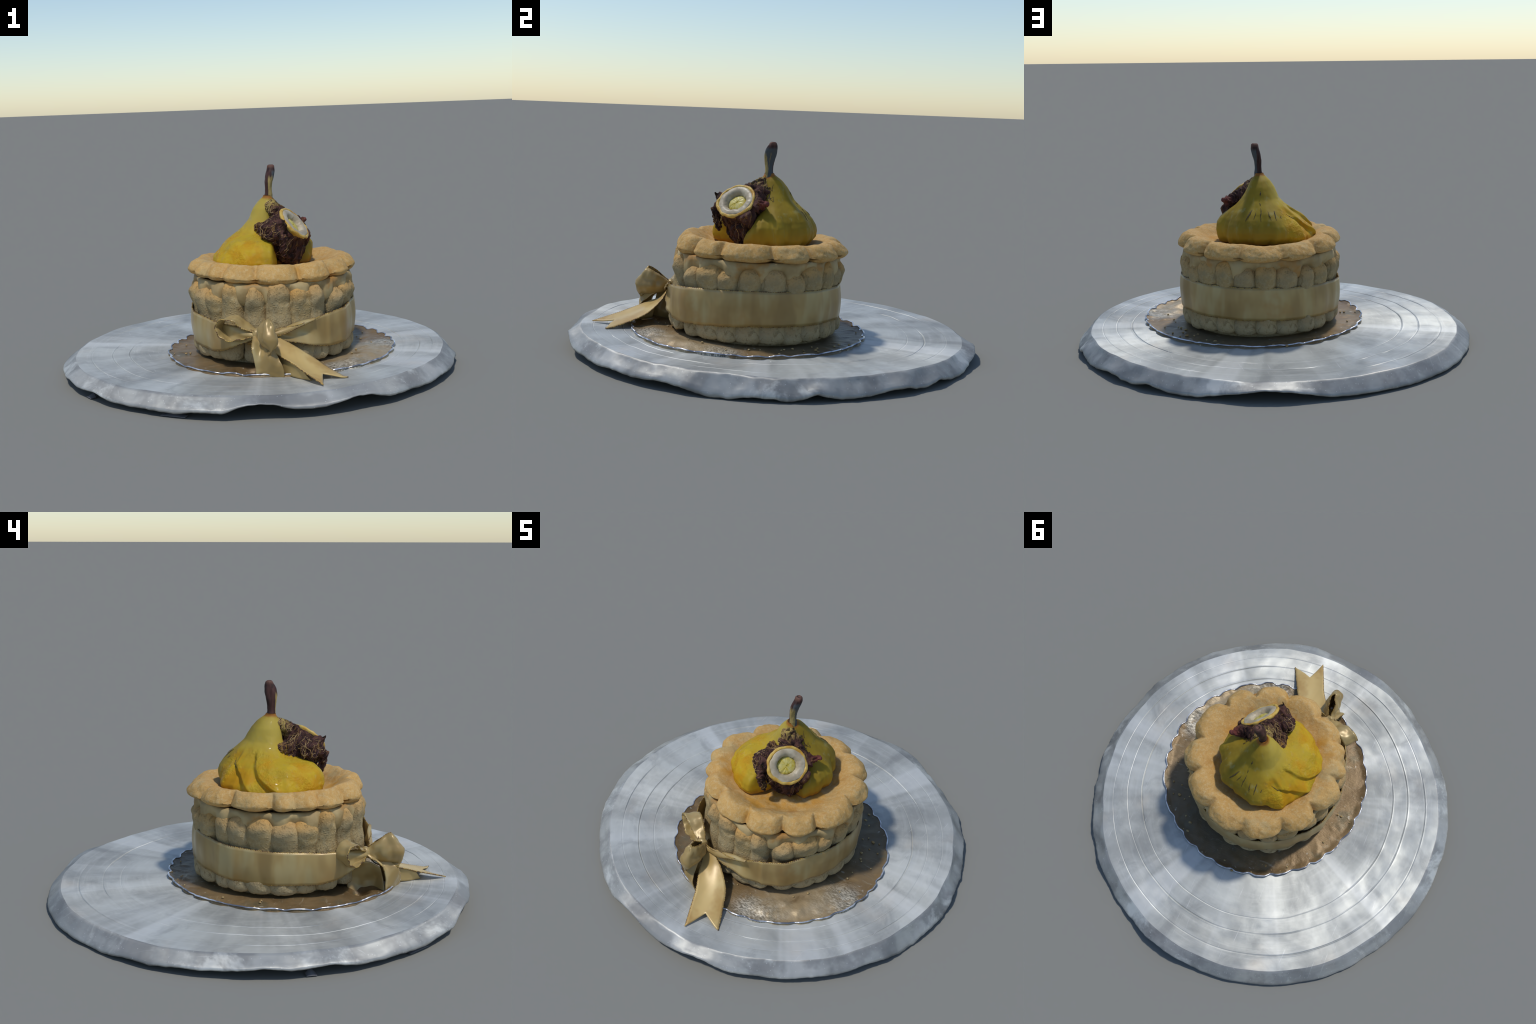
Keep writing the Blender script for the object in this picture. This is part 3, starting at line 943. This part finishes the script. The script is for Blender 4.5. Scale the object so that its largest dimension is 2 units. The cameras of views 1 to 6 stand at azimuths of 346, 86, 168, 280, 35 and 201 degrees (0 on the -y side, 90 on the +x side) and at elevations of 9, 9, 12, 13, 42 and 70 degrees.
# short tail dropping from the knot over the edge of the board
Lf = spline([(-.158, -.508, .268), (-.174, -.55, .238), (-.187, -.588, .205), (-.186, -.612, .165), (-.181, -.618, .125), (-.178, -.612, .088)], 60)
Rt = spline([(-.112, -.520, .252), (-.098, -.58, .225), (-.093, -.635, .202), (-.082, -.674, .172), (-.068, -.678, .13), (-.060, -.668, .088)], 60)
T2 = np.stack([Lf * (1 - t) + Rt * t for t in np.linspace(0, 1, 25)], 1)
uu = np.linspace(0, 1, 60)[:, None]
vv_ = np.linspace(0, 1, 25)[None]
fold = 0.012 * np.sin(vv_ * 9 + uu * 4) * np.sin(np.pi * uu ** 0.8) + 0.010 * np.sin(np.pi * vv_) * np.sin(np.pi * uu)
T2 += (fold + 0.016 * fbm(T2, 15, 2, 90))[..., None] * np.array([-0.25, -0.7, 0.6])
add("ribbon_tail", sheet("ribbon_tail", T2, 0.005, M_SATIN), ribbon)
stitched(T2[:30, 0])
w0 = spline([(-.07, -.575, .195), (-.055, -.62, .178), (-.03, -.69, .155), (.0, -.75, .132)], 30)
w1 = spline([(-.06, -.60, .10), (-.045, -.655, .095), (-.01, -.715, .092), (.03, -.77, .090)], 30)
Wb = np.stack([w0 * (1 - t) + w1 * t for t in np.linspace(0, 1, 9)], 1)
Wb += 0.008 * fbm(Wb, 14, 2, 95)[..., None] * np.array([0.5, 0.5, 0])
add("ribbon_web", sheet("ribbon_web", Wb, 0.004, M_SATIN), ribbon)
C0 = spline([(-.165, -.425, .20), (-.158, -.48, .222), (-.160, -.54, .222), (-.180, -.588, .202)], 30)
C1 = spline([(-.150, -.44, .06), (-.120, -.50, .06), (-.125, -.56, .07), (-.176, -.612, .088)], 30)
Cu = np.stack([C0 * (1 - t) + C1 * t + np.array([0.03, 0, 0]) * math.sin(math.pi * t) for t in np.linspace(0, 1, 15)], 1)
Cu += 0.014 * fbm(Cu, 14, 2, 96)[..., None] * np.array([1, 0.2, 0.1])
add("ribbon_web", sheet("ribbon_web", Cu, 0.004, M_SATIN), ribbon)
v, f = pebble(K + (-.004, -.004, .002), (0.032, 0.026, 0.030), 97)
add("bow_knot", make_mesh("bow_knot", v, f, M_SATIN), ribbon).modifiers.new("Subdivision", "SUBSURF").levels = 1
v, f = pebble((-.118, -.592, .238), (0.008, 0.008, 0.008), 3)
add("white_spot", make_mesh("white_spot", v, f, M_WHITE_SPOT), ribbon)
add("stitched_edge", edges.mesh("stitched_edge", M_THREAD), ribbon, "stuff")

# ------------------------------------------------------------------ pear
pear = thing("poached_pear", "glazed half-open yellow pear with charred fibrous core", "fruit")
PC = np.array([0.062, -0.044])
ZL = np.array([.85, .82, .79, .76, .73, .70, .67, .64, .61, .58, .55, .52])
ROWS = {
    165: [.024, .055, .077, .088, .102, .130, .165, .203, .230, .258, .278, .288],
    -12: [.016, .034, .048, .060, .082, .112, .165, .207, .224, .222, .214, .205],
    92: [.022, .064, .090, .108, .124, .157, .190, .213, .226, .230, .223, .195],
    70: [.021, .060, .084, .100, .115, .143, .172, .200, .220, .230, .230, .212],
    50: [.022, .062, .088, .107, .127, .160, .196, .220, .233, .237, .234, .214],
    25: [.020, .051, .068, .086, .108, .138, .168, .193, .210, .217, .218, .205],
    132: [.023, .060, .083, .098, .114, .145, .180, .213, .240, .256, .265, .258],
    150: [.024, .058, .080, .094, .108, .138, .174, .208, .234, .258, .275, .275],
    -170: [.026, .050, .070, .082, .098, .122, .156, .216, .248, .272, .290, .294],
    -140: [.026, .046, .062, .072, .080, .096, .120, .222, .262, .280, .290, .292],
    -115: [.025, .045, .056, .062, .070, .086, .140, .236, .266, .278, .285, .280],
    -103: [.025, .045, .052, .056, .062, .074, .120, .212, .250, .265, .270, .264],
    -96: [.025, .042, .050, .052, .054, .062, .070, .090, .130, .170, .190, .200],
    -88: [.025, .042, .050, .050, .052, .060, .066, .072, .080, .090, .100, .110],
    -60: [.022, .044, .050, .050, .052, .060, .066, .072, .080, .090, .100, .110],
    -44: [.018, .034, .042, .045, .050, .058, .066, .076, .090, .110, .140, .160],
    -36: [.016, .032, .042, .046, .055, .066, .080, .100, .140, .185, .207, .203],
    -24: [.016, .033, .045, .052, .065, .085, .120, .170, .205, .216, .213, .205],
}
NP_, NZ = 480, 110
ap = np.arange(NP_) * 360 / NP_
zs = np.linspace(.855, .505, NZ)
keys = sorted(ROWS)
tab = np.array([np.interp(zs[::-1], ZL[::-1], np.array(ROWS[k])[::-1])[::-1] for k in keys])
Rp = np.stack([ring_interp(ap, keys, tab[:, j]) for j in range(NZ)], 1)
Rp = smooth_ring(Rp, 10)
for _ in range(3):
    Rp[:, 1:-1] = (Rp[:, :-2] + 2 * Rp[:, 1:-1] + Rp[:, 2:]) / 4
Rp[:, -6:] -= np.linspace(0, 0.035, 6)[None] ** 1.0
A, Z = np.meshgrid(ap, zs, indexing="ij")
# sliced lobes on the left: each slice steps out from the one behind it
eA = 163 + np.interp(Z, [.52, .56, .60, .63, .69], [38, 24, 12, 7, 0])
eB = 135 + np.interp(Z, [.52, .56, .60, .64, .69], [36, 28, 16, 3, 0])
for e, h, z1 in ((eA, .036, .71), (eB, .030, .70)):
    d = wrap(A - e)
    vis = sstep(z1, z1 - .05, Z) * 1.0
    vis = 1 - sstep(z1 - 0.05, z1, Z)
    step = h * (0.4 * sstep(-4.5, 4.5, d) * np.exp(-np.clip(d, 0, None) / 26) - 0.9 * (1 - sstep(-4.5, 4.5, d)) * np.exp(np.clip(d, None, 0) / 14))
    Rp += step * vis * 0.75
rr = np.radians(A)
p3 = np.stack([PC[0] + Rp * np.cos(rr), PC[1] + Rp * np.sin(rr), Z], -1)
ribs = 0.018 * fbm(np.stack([np.cos(rr) * 2.6, np.sin(rr) * 2.6, Z * 1.6], -1), 1.5, 2, 100) * (1 - sstep(.58, .74, Z))
folds = 0.014 * (np.abs(np.cos(np.radians(A * 4.0 - (Z - .5) * 260 + 35 * fbm(np.stack([np.cos(rr), np.sin(rr), Z * 2], -1), 1.3, 2, 103)))) - 0.6) * (1 - sstep(.60, .71, Z)) * sstep(-30, 0, wrap(A)) * (1 - sstep(125, 150, wrap(A)))
Rp = Rp + ribs + folds + 0.004 * fbm(p3, 14, 3, 101) * (1 - 0.6 * sstep(.68, .8, Z))
pl = 0.010 * np.maximum(0, np.cos(np.radians(A * 15 + 30))) ** 3 * np.exp(-((Z - .515) / .035) ** 2) * sstep(-40, -10, wrap(A)) * (1 - sstep(110, 150, wrap(A)))
Rp = Rp - pl                                                       # puckers along the foot of the skin
p3 = np.stack([PC[0] + Rp * np.cos(rr), PC[1] + Rp * np.sin(rr), Z], -1)
pear_body = add("pear_flesh", polar_mesh("pear_flesh", p3, M_PEAR), pear)


def pear_at(d, z, lift=0.0):
    i = int(round((d % 360) / 360 * NP_)) % NP_
    j = int(np.clip(round((.855 - z) / .35 * (NZ - 1)), 0, NZ - 1))
    r = Rp[i, j] + lift
    return (PC[0] + r * math.cos(math.radians(d)), PC[1] + r * math.sin(math.radians(d)), z)


scores = Batch()
for d0, d1, z0, z1, w in ((66, 60, .690, .640, .0042), (74, 71, .683, .645, .0022), (82, 81, .700, .632, .0028), (93, 95, .682, .636, .0024), (104, 101, .690, .640, .003), (112, 110, .66, .645, .002), (84, 82, .775, .75, .003), (80, 82, .72, .705, .002), (127, 140, .66, .622, .0024)):
    n = 16
    t = np.linspace(0, 1, n)
    path = [pear_at(d0 + (d1 - d0) * s + rng.uniform(-.5, .5), z0 + (z1 - z0) * s, -0.0006) for s in t]
    scores.add(tube_data(path, w * (0.25 + 0.75 * np.sin(np.pi * t)) * (0.75 + 0.5 * rng.random(n)), 6))
add("score_mark", scores.mesh("score_mark", M_SCORCH), pear, "stuff")

# stem
stc = [(-.003, -.001, .822, .030, .030), (-.002, -.001, .842, .024, .024), (.001, -.003, .858, .0195, .0205), (.002, -.004, .88, .0165, .0205), (.004, -.003, .91, .0175, .024), (.010, .001, .945, .0205, .029), (.016, .004, .970, .0205, .0275), (.020, .009, .99, .019, .021), (.021, .010, 1.001, .0165, .0165), (.021, .010, 1.006, .011, .010)]
S_ = spline(stc, 60)
ns = 40
V = np.zeros((ns, 60, 3))
for i in range(ns):
    a = i * TAU / ns
    p = np.stack([PC[0] + S_[:, 0] + S_[:, 3] * math.cos(a), PC[1] + S_[:, 1] + S_[:, 4] * math.sin(a), S_[:, 2]], -1)
    n_ = 0.0035 * fbm(p * np.array([1, 1, .35]), 60, 2, 110) + 0.003 * fbm(p, 25, 2, 111)
    V[i] = p + np.stack([n_ * math.cos(a), n_ * math.sin(a), 0 * n_], -1)
add("pear_stem", polar_mesh("pear_stem", V, M_STEM, flip=True), pear)

# charred husk: lumps fused into one mass
RC = np.array([.151, -.207, .725])
RN = np.array([.618, -.449, .646])
RN /= np.linalg.norm(RN)
CAPS = [
    (RC - RN * .028, RC - RN * .10, .100, .102), (RC - RN * .10, RC - RN * .20, .102, .080),
    (RC - RN * .075 + (0, 0, -.02), (.135, -.160, .60), .086, .070), ((.135, -.160, .60), (.135, -.158, .525), .070, .042),
    ((.10, -.20, .70), (.02, -.225, .695), .070, .052), ((.04, -.215, .685), (.022, -.135, .68), .046, .034), ((.018, -.15, .69), (-.008, -.098, .70), .034, .024),
    ((.05, -.26, .69), (.058, -.322, .671), .036, .006), ((.06, -.26, .72), (.079, -.297, .751), .032, .010),
    ((.17, -.13, .71), (.215, -.085, .715), .055, .022), ((.080, -.225, .66), (.105, -.19, .56), .050, .038), ((.190, -.155, .66), (.170, -.14, .56), .050, .038), ((.21, -.085, .715), (.242, -.063, .722), .020, .008),
    ((.095, -.150, .755), (.066, -.075, .805), .046, .030), ((.062, -.300, .665), (.070, -.280, .58), .022, .012), ((.12, -.10, .74), (.10, -.06, .77), .045, .03),
]
bm = bmesh.new()
for a, b, r0, r1 in CAPS:
    a, b = np.asarray(a, float), np.asarray(b, float)
    n = max(2, int(np.linalg.norm(b - a) / (0.35 * min(r0, r1))) + 1)
    for t in np.linspace(0, 1, n):
        c = a * (1 - t) + b * t
        bmesh.ops.create_icosphere(bm, subdivisions=2, radius=r0 * (1 - t) + r1 * t, matrix=Matrix.Translation(Vector(c)))
me = bpy.data.meshes.new("husk_lumps")
bm.to_mesh(me)
bm.free()
tmp = bpy.data.objects.new("husk_lumps", me)
bpy.context.scene.collection.objects.link(tmp)
md = tmp.modifiers.new("Remesh", "REMESH")
md.mode, md.voxel_size = "VOXEL", 0.0042
sm = tmp.modifiers.new("Smooth", "SMOOTH")
sm.factor, sm.iterations = 0.5, 22
ev = tmp.evaluated_get(bpy.context.evaluated_depsgraph_get())
hm = bpy.data.meshes.new_from_object(ev)
bpy.data.objects.remove(tmp)
hm.name = "charred_husk"
v = np.empty(len(hm.vertices) * 3)
hm.vertices.foreach_get("co", v)
v = v.reshape(-1, 3)
nrm = np.empty(len(hm.vertices) * 3)
hm.vertices.foreach_get("normal", nrm)
nrm = nrm.reshape(-1, 3)
# fibres run down and away from the cut face: stretch the noise along that axis
ax = RN * (v - RC).dot(RN)[:, None]
q = (v - RC) - ax
st3 = q * 1.0 + ax * 0.12 + 0.012 * fbm(v, 10, 2, 122)[:, None]
ridge = 1 - np.abs(fbm(st3, 34, 3, 120)) * 2.2
d = 0.015 * (ridge - 0.45) + 0.012 * fbm(v, 12, 2, 121)
front = sstep(-0.045, -0.02, (v - RC).dot(RN)) * (np.linalg.norm(q, axis=1) < 0.105)
v2 = v + nrm * (d * (1 - 0.8 * front))[:, None]
hh = (v2 - RC).dot(RN)                                             # sliced flat behind the cut face
over = (hh > -0.004) & (np.linalg.norm(q, axis=1) < 0.125)
v2[over] -= RN * (hh[over] + np.where(np.linalg.norm(q[over], axis=1) < 0.082, 0.034, 0.004))[:, None]
hm.vertices.foreach_set("co", v2.reshape(-1))
hm.update()
hm.polygons.foreach_set("use_smooth", np.ones(len(hm.polygons), bool))
hm.materials.clear()
hm.materials.append(M_HUSK)
add("charred_husk", hm, pear)

# cut face: amber edge, white pith ring, yellow core
e1 = np.cross(RN, (0, 0, 1.0))
e1 /= np.linalg.norm(e1)
e2 = np.cross(e1, RN)


def revolve(name, prof, mat, seed, jit=0.003, n=96, cap0=False, cap1=False):
    a = np.arange(n) * TAU / n
    V = np.zeros((n, len(prof), 3))
    for k, (r, h) in enumerate(prof):
        base = np.stack([np.cos(a), np.sin(a), np.full(n, h * 10)], -1)
        r_ = r + jit * fbm(base, 2.2, 3, seed) * (r > 0.02)
        h_ = h + 0.5 * jit * fbm(base * 1.0, 3.0, 2, seed + 1)
        V[:, k] = RC + (r_ * np.cos(a))[:, None] * e1 * 1.04 + (r_ * np.sin(a))[:, None] * e2 * 0.96 + h_[:, None] * RN
    add(name, polar_mesh(name, V, mat, cap0, cap1, flip=True), pear)


revolve("amber_edge", spline([(.090, -.020), (.098, -.010), (.0985, -.002), (.095, .001), (.088, .002), (.078, -.006)], 26), M_ORANGE, 130, 0.010)
revolve("pith_ring", spline([(.087, -.006), (.085, .001), (.076, .004), (.065, .004), (.056, .000), (.049, -.009), (.045, -.020), (.043, -.030)], 34), M_WHITE, 132, 0.006)
revolve("yellow_core", spline([(.047, -.026), (.040, -.018), (.026, -.014), (.010, -.013), (.002, -.013)], 16), M_CORE, 134, 0.006, cap1=True)

# loose fibres over the husk
from mathutils.bvhtree import BVHTree
bvh = BVHTree.FromPolygons([tuple(x) for x in v2], [tuple(p.vertices) for p in hm.polygons])
fd, ft = Batch(), Batch()
hn = len(v2)
for k in range(620):
    i = rng.integers(hn)
    p = v2[i]
    if (p - RC).dot(RN) > -0.03 or p[2] < 0.55:
        continue
    up = p[2] > 0.755 or (p[0] < 0.03)
    dirv = -RN + 0.55 * rng.normal(size=3)
    pts = [p.copy()]
    stepl = rng.uniform(0.006, 0.011)
    curl = 0.45 * rng.normal(size=3)
    for s in range(9):
        dirv = dirv / np.linalg.norm(dirv) + 0.25 * curl + 0.15 * rng.normal(size=3)
        nx = pts[-1] + stepl * dirv / np.linalg.norm(dirv)
        hit = bvh.find_nearest(Vector(nx))
        nx = np.array(hit[0]) + np.array(hit[1]) * 0.0012
        pts.append(nx)
    pts = spline(pts, 20)
    w = rng.uniform(0.0009, 0.0019)
    (ft if (up and rng.random() < 0.6) or rng.random() < 0.16 else fd).add(tube_data(pts, w * np.linspace(1.0, 0.4, 20), 5))
# whiskers straying onto the pale flesh under the stem and on the right
for k in range(46):
    d = rng.uniform(-35, 12) if k % 2 else rng.uniform(-110, -60)
    z0 = rng.uniform(.70, .79)
    path = [pear_at(d + s * rng.uniform(1, 3), z0 + rng.uniform(-.004, .006) * s, 0.001) for s in range(6)]
    fd.add(tube_data(spline(path, 16), 0.0011 * np.linspace(1, .3, 16), 5))
add("husk_fibre", fd.mesh("husk_fibre", M_FIB_DARK), pear, "stuff")
add("pale_fibre", ft.mesh("pale_fibre", M_FIB_TAN), pear, "stuff")
